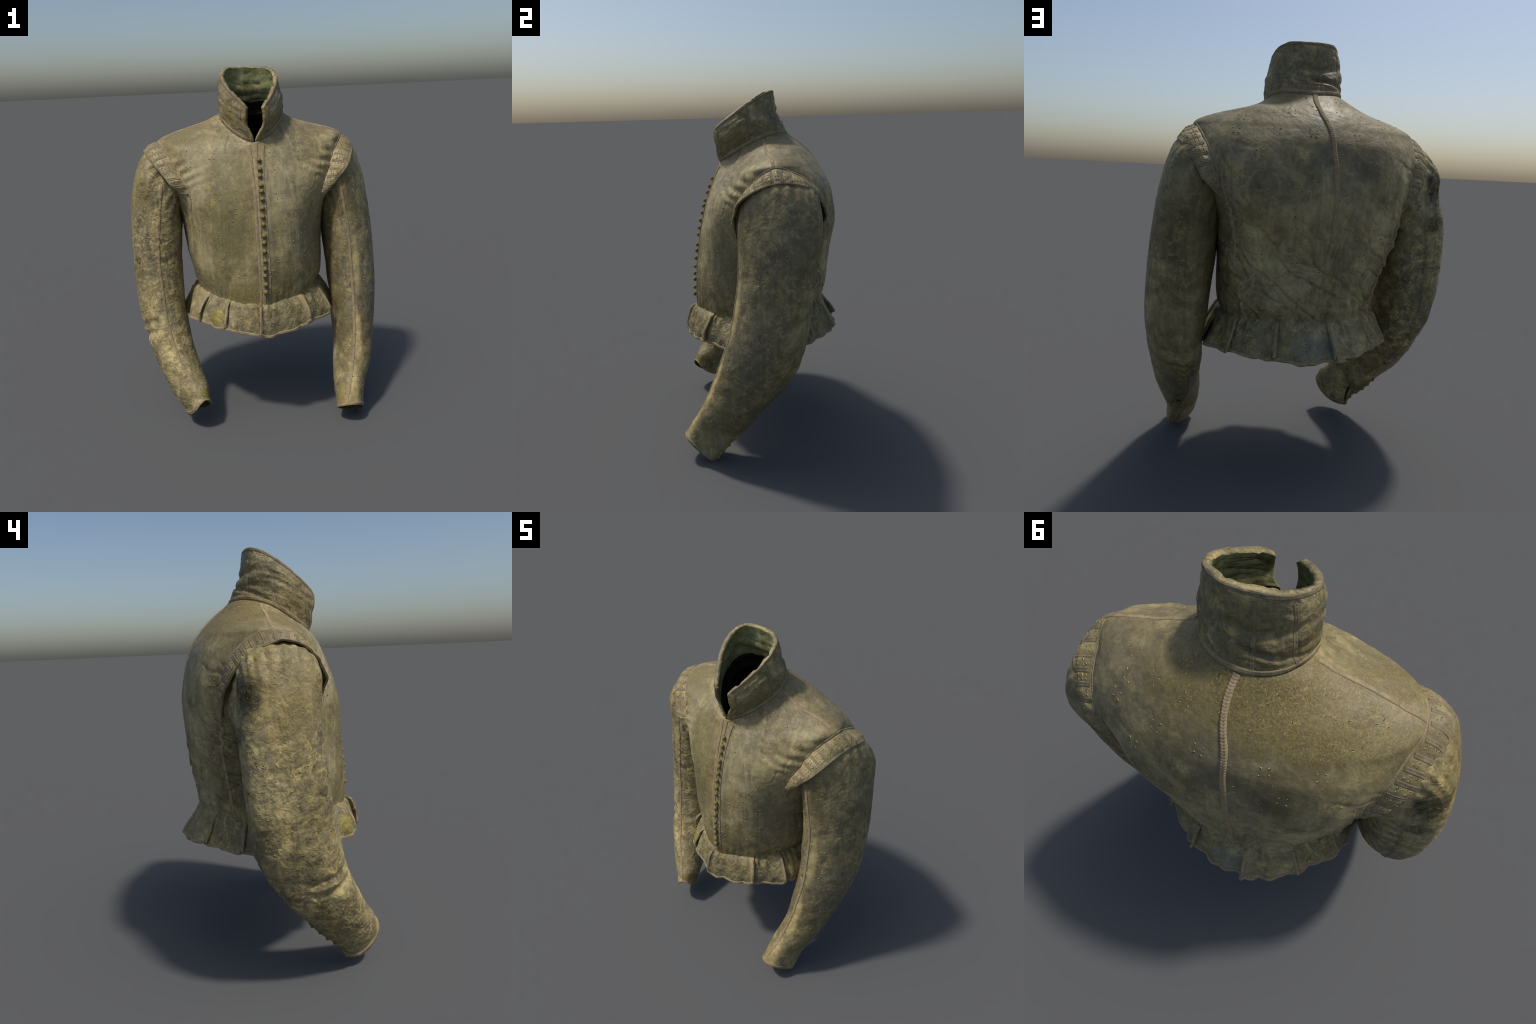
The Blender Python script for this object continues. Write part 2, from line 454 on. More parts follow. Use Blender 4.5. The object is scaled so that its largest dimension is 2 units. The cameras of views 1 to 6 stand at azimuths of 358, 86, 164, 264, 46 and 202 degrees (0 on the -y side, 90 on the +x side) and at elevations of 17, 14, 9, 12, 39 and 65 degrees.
MATS['sleeve_worn'] = leather('crumpled_sleeve_leather', .95, [
    ((-.70, .02, 1.42), (.14, .26, .26), (.33, .25, .07), .40),
    ((-.655, .185, 1.36), (.10, .10, .11), (.022, .021, .008), 1.0), ((-.64, .20, 1.19), (.06, .06, .05), (.035, .032, .012), .9),  # near-black patches: shade of the dent baked into the sleeve colour
    ((-.31, -.46, .24), (.045, .06, .12), (.30, .24, .03), .9),
    ((-.34, -.47, .26), (.03, .04, .06), (.08, .17, .03), .8),
], light=1.04, crease=9.0, crumple=.26, gold=[((-.69, -.04, 1.40), (.16, .20, .22), .35), ((-.36, -.40, .32), (.14, .14, .22), .35)])
MATS['collar'] = leather('collar_leather', .55, [
    ((-.02, .14, 1.87), (.13, .08, .13), (.10, .085, .035), .8),
    ((.14, -.12, 1.75), (.06, .08, .06), (.12, .11, .04), .7),
], light=.95, crumple=.26, gold=[((-.05, .0, 1.72), (.3, .3, .10), .6)])
MATS['skirt'] = leather('skirt_leather', .5, [
    ((-.24, -.36, .66), (.07, .07, .06), (.24, .20, .03), .9),
    ((.02, .44, .66), (.12, .08, .08), (.155, .175, .155), .6),
], light=1.0, crumple=.30)
MATS['lining'] = cloth('collar_lining_cloth', (.17, .168, .048), (.37, .370, .19), 16)
MATS['dark'] = cloth('near_black_lining', (.010, .008, .006), (.022, .017, .012), 20)  # base colour kept near black so the hollow interior reads unlit
MATS['sleeve_inside'] = cloth('flesh_side_of_leather', (.060, .050, .024), (.120, .100, .050), 18)
MATS['braid_pale'] = cloth('pale_braid', (.255, .190, .105), (.40, .305, .175), 40, .9, .2)
MATS['braid_flat'] = cloth('faded_braid', (.170, .135, .076), (.260, .210, .125), 40, .9, .2)
MATS['braid'] = cloth('tan_braid', (.235, .178, .100), (.37, .288, .168), 40, .9, .2)
MATS['pale'] = cloth('worn_nick_edge', (.30, .21, .06), (.52, .40, .16), 50)
MATS['hole'] = cloth('nick_hole', (.03, .025, .012), (.06, .045, .02), 50)
MATS['button'] = cloth('button_thread', (.12, .098, .028), (.29, .235, .080), 60, .8, .5)

# ------------------------------------------------------------------ root
root = bpy.data.objects.new('leather_doublet', None)
bpy.context.scene.collection.objects.link(root)
root['label'] = 'worn olive-grey leather doublet with standing collar, braid trim and skirts'
root['category'] = 'jacket'

# ------------------------------------------------------------------ torso
NVT, NUT = 290, 520
tv = np.linspace(0, 1, NVT)
tt = np.linspace(0, TAU, NUT, endpoint=False) - math.pi / 2
TP0 = torso_base(tv, tt)
neck = loop_grid(COLLAR, np.array([0.0]), tt, collar_square(tt))      # the neck edge runs into the collar seam
kk = smooth(.90, 1.0, tv)[:, None, None]
TP0 = TP0 * (1 - kk) + (neck + (TP0 - TP0[-1:]) * .9) * kk
TN = grid_normals(TP0, True)
if (TN[140, 0] @ np.array([0, -1, 0])) < 0:
    TN = -TN
X, Y, Z = TP0[..., 0], TP0[..., 1], TP0[..., 2]
back = smooth(.05, .25, Y)
disp = .0022 * fbm(TP0, 6, 2, 3.1)
disp += .0010 * fbm(TP0, (18, 18, 9), 2, 8.7)
# creases across the lower back and round the armholes
lowback = back * smooth(1.30, 1.0, Z)
diag = np.stack([X * .75 + Z * .66, Y, (Z * .75 - X * .66) * 1.0], 2)
cre = ridge(fbm(diag, (3.2, 5, 10), 2, 1.3), .065)
cre2 = ridge(fbm(TP0, (10, 10, 7), 2, 6.3), .08)
armh = smooth(.25, .44, np.abs(X)) * smooth(1.56, 1.40, Z)
disp -= .0100 * cre * (lowback + .45 * armh * back)
disp -= .0040 * cre2 * (.8 * lowback + .8 * armh + .12)
disp += .0080 * fbm(diag, (4, 6, 16), 2, 12.) * (lowback * .9 + armh * back * .9)
# long upright folds beside the back seam
disp += back * .0100 * np.sin((X + .010*np.sin(Z*11)) * 78) * smooth(1.40, 1.05, Z) * np.exp(-((X + .085) / .075) ** 2)
disp -= back * .007 * np.exp(-((X + .085 - .06*(Z-.95)) / .016) ** 2) * smooth(1.32, 1.15, Z) * smooth(.80, .9, Z)
# gathers running into the waist seam
ang = np.arctan2(Y, X)
gath = np.sin(ang * 52 + 4 * fbm(TP0, 4, 2, 5.5))
disp += .0042 * gath * smooth(.87, .73, Z) * (.25 + .75 * smooth(.05, .2, np.abs(X))) * (.6 + .6 * fbm(TP0, (9, 9, 1), 1, 2.))
# drag lines from the front armholes
for sx, cx, cz, tl in ((1, .40, 1.50, .38), (-1, -.41, 1.45, -.42)):
    q = (Z - cz) - tl * (X - cx) * -1
    m = np.exp(-((X - cx) / .13)**2 - ((Z - cz) / .085)**2) * (1 - back)
    disp += .0042 * m * np.sin(q * 120 + 2.2 * fbm(TP0, 7, 1, 4.))
# narrow drag folds at the neck corners
for cx, sl in ((-.155, -.55), (.17, .5), (-.10, -.35)):
    q = (X - cx) - sl * (1.70 - Z)
    disp += .005 * np.exp(-(q / .009)**2) * np.exp(-((Z - 1.635) / .06)**2) * (Y < .05)
# soft chest hollow by the armhole and a fold low on the front
disp -= .004 * ridge(X - .13 - .5*(.85 - Z) * (Z < .92), .02) * smooth(.93, .86, Z) * smooth(.72, .78, Z) * (Y < 0)
# the button stand is slightly proud, its lapped edge a small step
px = .030 + .010 * smooth(1.55, 1.2, Z)
stand = smooth(px - .018, px - .010, X) * smooth(px + .075, px + .03, X) * (Y < 0)
disp += .006 * stand
# hollow of the back neck seam
TP = TP0 + TN * disp[..., None]
TBVH = bvh_of(TP, True)
torso = new_object('torso', TP.reshape(-1, 3), grid_faces(NVT, NUT, True), [MATS['torso']], root)

# lining, inside
LP = (TP - TN * .014)[::3, ::4]
new_object('torso_lining', LP.reshape(-1, 3), grid_faces(LP.shape[0], LP.shape[1], True, 0, True), [MATS['dark']], root)

# ------------------------------------------------------------------ sleeves
def sleeve_grid(stations, seed, crumple, side, front_sq, back_sq):
    nv, nu = 330, 180
    v = np.linspace(0, 1, nv); t = np.linspace(0, TAU, nu, endpoint=False)
    sq = back_sq + (front_sq - back_sq) * smooth(.3, -.3, np.sin(t))
    P0 = loop_grid(stations, v, t, sq)
    # towards the cuff the inner back of the sleeve falls in between the seam and the inner edge
    jb = int(round(.25 * nu)); ji = int(round(.5 * nu))
    f = np.linspace(0, 1, ji - jb + 1)[None, :, None]
    B, I = P0[:, jb:jb+1], P0[:, ji:ji+1]
    chord = B + (I - B) * f
    core = P0.mean(1, keepdims=True) - chord
    chord = chord + core / np.linalg.norm(core, axis=2, keepdims=True) * .012 * np.sin(np.pi * f)
    wv = (.55 * smooth(.64, .76, v) * smooth(.93, .84, v))[:, None, None]
    P0[:, jb:ji+1] = P0[:, jb:ji+1] * (1 - wv) + chord * wv
    N = grid_normals(P0, True)
    c0 = P0.mean(1, keepdims=True)
    if ((P0 - c0) * N).sum() < 0: N = -N
    Zs = P0[..., 2]
    T = np.broadcast_to(t[None], Zs.shape)
    d = .0028 * crumple * fbm(P0, 6, 2, seed) + .0010 * crumple * fbm(P0, 21, 2, seed + 4)
    d += .0026 * crumple * (.40 - np.abs(fbm(P0, (9, 9, 6), 2, seed + 9)))
    d += .0016 * crumple * (.40 - np.abs(fbm(P0, (24, 24, 30), 2, seed + 15)))
    # compression folds at the elbow hollow and the back of the elbow
    V = np.broadcast_to(v[:, None], Zs.shape)
    elbow = np.exp(-((V - .66) / .11) ** 2)
    inner = .5 - .5 * np.cos(T)
    el = fbm(np.stack([V * 26 + .5*np.sin(T), T * .55, V * 0], 2), 1.0, 2, seed)
    d += .0075 * elbow * el * (.30 + .70 * smooth(.0, .9, np.sin(T)))
    # gathers in the sleeve head
    d += .0025 * crumple * np.sin(T * 22 + 3 * fbm(P0, 6, 1, seed)) * smooth(.16, .06, V)
    # puckers beside the front seam
    ft = (T - 1.5 * math.pi)
    ft = (ft + math.pi) % TAU - math.pi
    pk = np.exp(-((ft + side * .16) / .09) ** 2)
    d += pk * (.002 + .004 * fbm(P0, (22, 22, 34), 2, seed + 2))
    # back seam: a narrow ridge
    bt = ((T - .5 * math.pi) + math.pi) % TAU - math.pi
    d += .0055 * np.exp(-((bt - .05*np.sin(V*9)) / .035) ** 2) * smooth(.10, .16, V) - .004 * np.exp(-((bt - .10 - .05*np.sin(V*9)) / .03) ** 2) * smooth(.10, .16, V)
    d *= smooth(1.0, .97, V)[..., ] * .6 + .4
    P = P0 + N * d[..., None]
    # slightly ragged cuff edge
    return P, t, v

SL, st_t, st_v = sleeve_grid(SLEEVE_L, 2.0, .7, 1, 1.85, 2.15)
SR, _, _ = sleeve_grid(SLEEVE_R, 12.0, .95, 1, 2.3, 2.35)
# deep dent behind the right shoulder
cen = np.array([-.66, .20, 1.32])
dd = np.linalg.norm((SR - cen) / np.array([.10, .10, .075]), axis=2)
SR += (np.exp(-dd**2) * .035)[..., None] * np.array([.75, -.6, 0])
cen = np.array([-.62, -.20, .53])
dd = np.linalg.norm((SR - cen) / np.array([.08, .1, .035]), axis=2)
SR += (np.exp(-dd**2) * .012)[..., None] * np.array([.6, .7, .2])

fold = np.array([(-.60, -.24, .575), (-.665, -.17, .535), (-.70, -.09, .515)])
fc = spline(fold, 30)
dist = np.min(np.stack([np.linalg.norm(SR - p, axis=2) for p in fc], 0), axis=0)
SR += (.012 * np.exp(-(dist / .016) ** 2) - .010 * np.exp(-((dist - .035) / .018) ** 2))[..., None] * np.array([-.75, -.55, .1])
# fullness of the sleeve head filling the armhole under the wings
for G, centre, radius, push in ((SR, (-.48, .17, 1.28), (.075, .10, .13), (.012, .040, 0)), (SR, (-.46, -.13, 1.33), (.075, .09, .11), (.015, -.045, 0)),
                                (SR, (-.45, -.12, 1.18), (.07, .09, .12), (.010, -.020, 0)), (SR, (-.52, .13, .95), (.10, .10, .28), (.012, .018, 0)),
                                (SR, (-.565, -.10, 1.44), (.08, .08, .10), (-.004, -.030, .006)), (SR, (-.575, .05, 1.53), (.09, .18, .07), (-.008, 0, .018)), (SL, (.585, .08, 1.51), (.09, .18, .07), (.008, 0, .024))):
    q = ((G - np.array(centre)) / np.array(radius))
    G += np.exp(-(q ** 2).sum(2))[..., None] * np.array(push)

def flip_cols(P, Q):
    return not np.allclose(P[0, 0], Q[0, 0]) or not np.allclose(P[0, 1], Q[0, 1])

def make_sleeve(P, mat, slit):
    P_in = P
    N = grid_normals(P, True)
    c0 = P.mean(1, keepdims=True)
    if ((P - c0) * N).sum() < 0:
        P = P[:, ::-1]
    # the cuff is open behind: an unbuttoned slit between the button stand and the inner seam
    nv, nu = P.shape[:2]
    vv = (np.arange(nv - 1) + .5)[:, None] / (nv - 1)
    # angle of each column, from its place in the last ring
    t0, t1, v0 = slit
    tc = ((np.arange(nu) + .5) / nu * TAU)[None]
    if flip_cols(P, P_in): tc = TAU - TAU / nu - tc + TAU / nu
    mid, half = (t0 + t1) / 2, (t1 - t0) / 2
    prof = np.sqrt(np.clip(1 - ((tc - mid) / half) ** 2, 0, 1)) ** .6
    ragged = .006 * np.sin(tc * 11)
    keep = ~((np.abs(tc - mid) < half) & (vv > 1 - (1 - v0) * prof + ragged))
    V, F, M = shell_mesh(P, .007, True, keep)
    ob = new_object('sleeve', V, F, [mat, MATS['sleeve_inside']], root, M)
    return ob, P, keep
sleeve_l, SLo, keep_l = make_sleeve(SL, MATS['sleeve'], (1.62, 1.74, .93))
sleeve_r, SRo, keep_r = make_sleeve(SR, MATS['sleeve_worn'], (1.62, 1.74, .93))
BL, BR = bvh_of(SLo, True), bvh_of(SRo, True)

# ------------------------------------------------------------------ collar
ncv, ncu = 70, 260
cw = np.linspace(0, 1, ncv)
def collar_point_grid(w, uu):
    """w heights, uu 0..1 from the wearer's right front edge round the back to the left edge."""
    gap = .06 + .33 * smooth(-.02, .45, w)
    a0 = -math.pi/2 - gap; a1 = -2.5*math.pi + gap
    T = a0[:, None] + (a1 - a0)[:, None] * uu[None]
    out = np.empty((len(w), len(uu), 3))
    for i in range(len(w)):
        out[i] = loop_grid(COLLAR, w[i:i+1], T[i], collar_square(T[i]))[0]
    return out, T
uu = np.linspace(0, 1, ncu)
# rounded top corners: rim is a little lower at the two front edges
CP = np.empty((ncv, ncu, 3))
edge = np.minimum(uu, 1 - uu)
wtop = 1 - .10 * np.exp(-(edge / .02) ** 1.5)
for j in range(ncu):
    g, _ = collar_point_grid(cw * wtop[j], uu[j:j+1])
    CP[:, j] = g[:, 0]
CN = grid_normals(CP, False)
cc = np.array([.015, -.05, 1.8])
if ((CP - cc) * CN).sum() < 0: CN = -CN
w2 = np.broadcast_to(cw[:, None], CP.shape[:2])
U2 = np.broadcast_to(uu[None], CP.shape[:2])
mid = np.sin(np.pi * w2)
d = .0045 * fbm(CP, (8, 8, 13), 2, 7.7) * (.35 + .65*mid)
d += .0022 * fbm(CP, (26, 26, 34), 2, 1.7)
tilt = np.stack([U2 * 5.5, w2 * 2.4 + U2 * .9, w2 * 0 + 2.], 2)
d += .0055 * (.45 - np.abs(fbm(tilt * np.array([1, 2.2, 1]), 1.0, 2, 3.3))) * mid
d += .0035 * fbm(tilt * np.array([2.2, 4, 1]), 1.0, 2, 8.3) * mid
d *= (.25 + .75 * smooth(.0, .05, np.minimum(U2, 1 - U2)))
# pinch where the back folds over, and the sewn-down verticals
d -= .012 * np.exp(-((w2 - .60) / .08)**2) * np.exp(-((U2 - .5) / .20)**2)
d -= .012 * ridge(w2 - .30 - 1.1*(U2 - .42), .05) * np.exp(-((U2 - .42)/.14)**2)
BRAID_U = [.05, .19, .34, .47, .66, .83]
for b in BRAID_U:
    d -= .004 * np.exp(-((U2 - b) / .012)**2) * mid
CP = CP + CN * d[..., None]
CP[-1, :, 2] += .002 * fbm(CP[-1], 18, 2, 6)
if ((CP - cc) * grid_normals(CP, False)).sum() < 0:
    CPo = CP[:, ::-1]
else:
    CPo = CP
# turn-in below the neck seam, tucked inside the body
tuck = np.repeat(CPo[:1], 4, 0)
for k in range(4):
    q = 1 - k / 4
    tuck[k, :, 2] -= .030 * q
    tuck[k, :, :2] += (np.array([.015, -.03]) - tuck[k, :, :2]) * .05 * q
CPs = np.concatenate([tuck, CPo])
wall = .010 + .012 * np.linspace(0, 1, len(CPs))[:, None] * np.ones((1, ncu))
V, F, M = shell_mesh(CPs, wall, False)
# below its pale cloth the inside of the collar is faced with the dark lining
low = (ncv + 3) * (ncu - 1)
for f in range(low, 2 * low):
    if (f - low) // (ncu - 1) < 4 + int(.27 * ncv):
        M[f] = 2
collar = new_object('collar', V, F, [MATS['collar'], MATS['lining'], MATS['dark']], root, M)
CB = bvh_of(CPo, False)

# ------------------------------------------------------------------ braid ribbons laid on a surface
def ribbon(name, bvh, pts, width, parent, height=.0032, pitch=.0105, mat=None, raw=False, join=None, lift=0.0):
    """A woven braid: a raised strip with chevron ribs, following the surface below it."""
    c = np.asarray(pts, float) if raw else spline(pts, 60)
    L = length(c)
    n = max(int(L / .0028), 8)
    c = resample(c, n)
    pc = np.empty_like(c); nn = np.empty_like(c)
    for i in range(n):
        pc[i], nn[i] = put(bvh, c[i])
    k = np.array([1, 2, 3, 2, 1]) / 9.0
    for arr in (pc, nn):
        pad = np.concatenate([np.repeat(arr[:1], 2, 0), arr, np.repeat(arr[-1:], 2, 0)])
        arr[:] = sum(k[a] * pad[a:a + n] for a in range(5))
    tan = np.gradient(pc, axis=0); tan /= np.maximum(np.linalg.norm(tan, axis=1, keepdims=True), 1e-9)
    side = np.cross(nn, tan); side /= np.maximum(np.linalg.norm(side, axis=1, keepdims=True), 1e-9)
    s = np.linspace(0, L, n)
    ws = np.array([-1, -.92, -.6, -.3, 0, .3, .6, .92, 1])
    hs = np.array([-.5, .55, .95, 1, .78, 1, .95, .55, -.5])
    V = np.empty((n, len(ws), 3))
    wob = 1 + .05 * np.sin(s * 31) + .03 * np.sin(s * 83 + 1)
    for i in range(n):
        for j, w in enumerate(ws):
            p, q = put(bvh, pc[i] + side[i] * w * width * .5 * wob[i])
            rib = .20 * math.sin(TAU * (s[i] / pitch + .55 * abs(w)))
            h = hs[j] + (rib if 0 < j < len(ws) - 1 else 0)
            V[i, j] = p + q * (h * height + lift)
    F = grid_faces(n, len(ws), False)
    # make faces look outwards
    a = np.cross(V[n//2, 5] - V[n//2, 3], V[min(n//2+1, n-1), 4] - V[n//2, 4])
    if a @ nn[n//2] < 0:
        F = [f[::-1] for f in F]
    if join is not None:
        base = sum(len(v) for v in join[0])
        join[0].append(V.reshape(-1, 3)); join[1].extend([tuple(i + base for i in f) for f in F])
        return None
    return new_object(name, V.reshape(-1, 3), F, [mat or MATS['braid']], parent)

def torso_uv(u_angle, zz):
    """Point on the torso at plan angle (radians) nearest height zz."""
    j = int(round(((u_angle + math.pi/2) % TAU) / TAU * NUT)) % NUT
    i = int(np.argmin(np.abs(TP[:, j, 2] - zz)))
    return TP[i, j]

ARM_L = [(.392, -.160, 1.20), (.394, -.178, 1.25), (.402, -.183, 1.31), (.435, -.126, 1.421), (.479, -.062, 1.521), (.536, .047, 1.598), (.541, .157, 1.578),
         (.500, .264, 1.495), (.466, .320, 1.36), (.447, .325, 1.24)]
ARM_R = [(-.385, -.230, 1.24), (-.388, -.258, 1.32), (-.395, -.250, 1.40), (-.425, -.192, 1.478), (-.518, -.049, 1.608), (-.521, .083, 1.597), (-.488, .193, 1.517), (-.461, .255, 1.40),
         (-.452, .272, 1.30), (-.440, .270, 1.22)]
# seams
ribbon('armhole_braid', TBVH, ARM_L, .018, torso)
ribbon('armhole_braid', TBVH, ARM_R, .018, torso)
ribbon('side_back_braid', TBVH, [(.447, .325, 1.24), (.415, .31, 1.143), (.381, .28, 1.039), (.349, .27, .927), (.323, .25, .825), (.305, .25, .745)], .017, torso, mat=MATS['braid_pale'])
ribbon('side_back_braid', TBVH, [(-.440, .270, 1.22), (-.425, .27, 1.145), (-.385, .27, 1.04), (-.350, .25, .951), (-.335, .24, .86), (-.325, .235, .755)], .017, torso, mat=MATS['braid_pale'])
ribbon('shoulder_braid', TBVH, [(.531, .046, 1.600), (.46, .040, 1.65), (.32, .020, 1.69), (.21, .02, 1.735)], .018, torso)
ribbon('shoulder_braid', TBVH, [(-.524, .030, 1.612), (-.45, .035, 1.65), (-.33, .030, 1.69), (-.175, .035, 1.74)], .018, torso)
ribbon('back_seam_braid', TBVH, [(.012, .165, 1.757), (.020, .22, 1.72), (.012, .30, 1.68), (-.012, .36, 1.60), (-.016, .39, 1.52), (-.024, .42, 1.40),
                             (-.025, .43, 1.28), (-.025, .43, 1.17), (-.015, .42, 1.06), (-.003, .40, .93), (.010, .38, .80), (.012, .37, .735)], .023, torso, height=.0055, mat=MATS['braid_pale'])
def front_line(xs):
    out = []
    for x, z in xs:
        hit = TBVH.ray_cast(Vector((x, -1.0, z)), Vector((0, 1, 0)))[0]
        out.append(tuple(hit) if hit is not None else (x, -.23, z))
    return out
ribbon('front_edge_braid', TBVH, front_line([(-.006, 1.590), (.000, 1.52), (.004, 1.46), (.008, 1.40), (.011, 1.32), (.013, 1.25), (.014, 1.15), (.016, 1.05), (.018, .97), (.019, .90), (.019, .81), (.020, .72)]), .0165, torso)
ribbon('front_edge_braid', TBVH, front_line([(.032, 1.595), (.030, 1.54), (.028, 1.48), (.028, 1.40), (.027, 1.33), (.028, 1.26), (.029, 1.20), (.030, 1.10), (.032, 1.00), (.033, .92), (.034, .85), (.036, .77), (.037, .71)]), .0165, torso)
ribbon('front_edge_braid', TBVH, front_line([(.070, 1.585), (.064, 1.54), (.061, 1.48), (.060, 1.40), (.061, 1.30), (.063, 1.20), (.065, 1.10), (.067, 1.02), (.068, .95), (.068, .87), (.066, .80)]), .0165, torso)
# collar trims
for b in BRAID_U:
    j = int(b * (ncu - 1))
    ribbon('collar_braid', CB, CP[3:ncv-3:6, j], .014, collar, height=.0018, mat=MATS['braid_flat'])
ribbon('collar_rim_braid', CB, CP[ncv-3, 3:ncu-3:6], .014, collar, height=.0018, mat=MATS['braid_flat'])
for j in (7, ncu - 8):
    ribbon('collar_edge_braid', CB, CP[2:ncv-3:5, j], .014, collar, height=.0018, mat=MATS['braid_flat'])
ribbon('collar_base_braid', CB, CP[4, 3:ncu-3:6], .017, collar, height=.0022)

# sleeve seams
FSL = [(.505, -.155, 1.34), (.525, -.155, 1.20), (.548, -.16, 1.05), (.555, -.18, .90), (.560, -.21, .75), (.560, -.25, .62),
       (.552, -.31, .48), (.530, -.37, .34), (.500, -.43, .23), (.470, -.475, .13)]
FSR = [(-.500, -.165, 1.38), (-.525, -.175, 1.22), (-.545, -.185, 1.05), (-.550, -.195, .92), (-.540, -.22, .77), (-.525, -.26, .62),
       (-.490, -.32, .49), (-.435, -.39, .37), (-.375, -.44, .28), (-.325, -.475, .20)]
ribbon('sleeve_seam_braid', BL, FSL, .015, sleeve_l)
ribbon('sleeve_seam_braid', BR, FSR, .015, sleeve_r)

# ------------------------------------------------------------------ shoulder wings
WING_L = [(.400, -.172, 1.23), (.418, -.176, 1.285), (.470, -.165, 1.355), (.549, -.132, 1.445), (.603, .012, 1.527), (.617, .155, 1.529), (.602, .215, 1.500), (.564, .282, 1.438), (.525, .325, 1.355),
          (.462, .330, 1.25)]
WING_R = [(-.388, -.250, 1.26), (-.408, -.222, 1.335), (-.460, -.212, 1.410), (-.555, -.125, 1.521), (-.606, -.013, 1.567), (-.600, .089, 1.537), (-.572, .186, 1.467), (-.514, .248, 1.353),
          (-.452, .280, 1.24)]

def wing(arm, outer, seed, sgn):
    nu, nw = 220, 26
    A = spline(arm, nu); O = spline(outer, nu)
    for i in range(nu):
        p, q = put(TBVH, A[i]); A[i] = p + q * .002
    fall = smooth(.16, 0, np.linspace(0, 1, nu))[:, None]
    O = O + (A[:1] - O[:1]) * fall + (A[-1:] - O[-1:]) * fall[::-1]
    w = np.linspace(0, 1, nw)
    c = np.array([sgn * .42, .08, 1.32])
    P = A[None] * (1 - w)[:, None, None] + O[None] * w[:, None, None]
    outd = P - c; outd /= np.linalg.norm(outd, axis=2, keepdims=True)
    width = np.linalg.norm(O - A, axis=1)
    P = P + outd * (np.sin(np.pi * w)[:, None] * width[None] * .07 - (w[:, None] ** 2 * .003))[..., None]
    # panes: sewn cross ribs with puffed leather between
    s = np.linspace(0, 1, nu)
    # 21 panes
    ph = s * 21
    puff = np.abs(np.sin(np.pi * ph))[None] * np.sin(np.pi * np.clip(w, 0, 1))[:, None]
    P = P + outd * ((.0045 * puff * (1 + .5 * fbm(P, 9, 1, seed + 2))) * smooth(.02, .06, width)[None])[..., None]
    P = P + outd * (.004 * fbm(P, 24, 2, seed))[..., None]
    N = grid_normals(P, False)
    if (N * outd).sum() < 0:
        P = P[:, ::-1]
    V, F, M = shell_mesh(P, .009, False)
    ob = new_object('shoulder_wing', V, F, [MATS['torso'], MATS['torso']], root, M)
    b = bvh_of(P, False)
    js = [int(round((k / 21) * (nu - 1))) for k in range(2, 20)]
    for j in js:
        ribbon('wing_braid', b, P[2:nw-1:3, j], .018, ob, height=.0020, mat=MATS['braid_flat'])
    ribbon('wing_edge_braid', b, P[nw-2, 4:nu-4:6], .012, ob, height=.002, mat=MATS['braid_flat'])
    return ob, P, b, js
wing_l, WPL, WBL, JL = wing(ARM_L, WING_L, 3.0, 1)
wing_r, WPR, WBR, JR = wing(ARM_R, WING_R, 13.0, -1)

# ------------------------------------------------------------------ skirts
HEM = np.array([  # plan points and heights of the hem, anticlockwise from the front lap
    (.010, -.473, .583), (.060, -.470, .576), (.180, -.432, .588), (.297, -.362, .606), (.380, -.285, .600), (.428, -.210, .598), (.470, -.08, .580), (.484, .06, .592),
    (.455, .180, .600), (.386, .270, .606), (.300, .350, .605), (.214, .418, .615), (.095, .452, .598), (-.060, .470, .610),
    (-.180, .420, .612), (-.279, .358, .624), (-.360, .270, .615), (-.413, .188, .612), (-.450, .08, .600), (-.440, -.08, .588), (-.400, -.200, .600), (-.345, -.275, .612),
    (-.270, -.360, .612), (-.190, -.420, .612), (-.10, -.450, .594)])
hem_c = np.array([.01, 0.0])
hem_ang = np.unwrap(np.arctan2(HEM[:, 1] - 0, HEM[:, 0] - hem_c[0]))
hem_r = np.hypot(HEM[:, 0] - hem_c[0], HEM[:, 1])
ext = lambda a: np.concatenate([a[-4:], a, a[:4]])
HA = np.concatenate([hem_ang[-4:] - TAU, hem_ang, hem_ang[:4] + TAU])
HR, HZ = ext(hem_r), ext(HEM[:, 2])

def waist_at(a):
    """Waist seam point at plan angle a."""
    row = TP0[14]
    ra = np.arctan2(row[:, 1], row[:, 0] - hem_c[0])
    o = np.argsort(ra); ra, rr = ra[o], row[o]
    ra = np.concatenate([ra[-8:] - TAU, ra, ra[:8] + TAU]); rr = np.concatenate([rr[-8:], rr, rr[:8]])
    a = (a + math.pi) % TAU - math.pi
    return np.stack([np.interp(a, ra, rr[:, k]) for k in range(3)], -1)

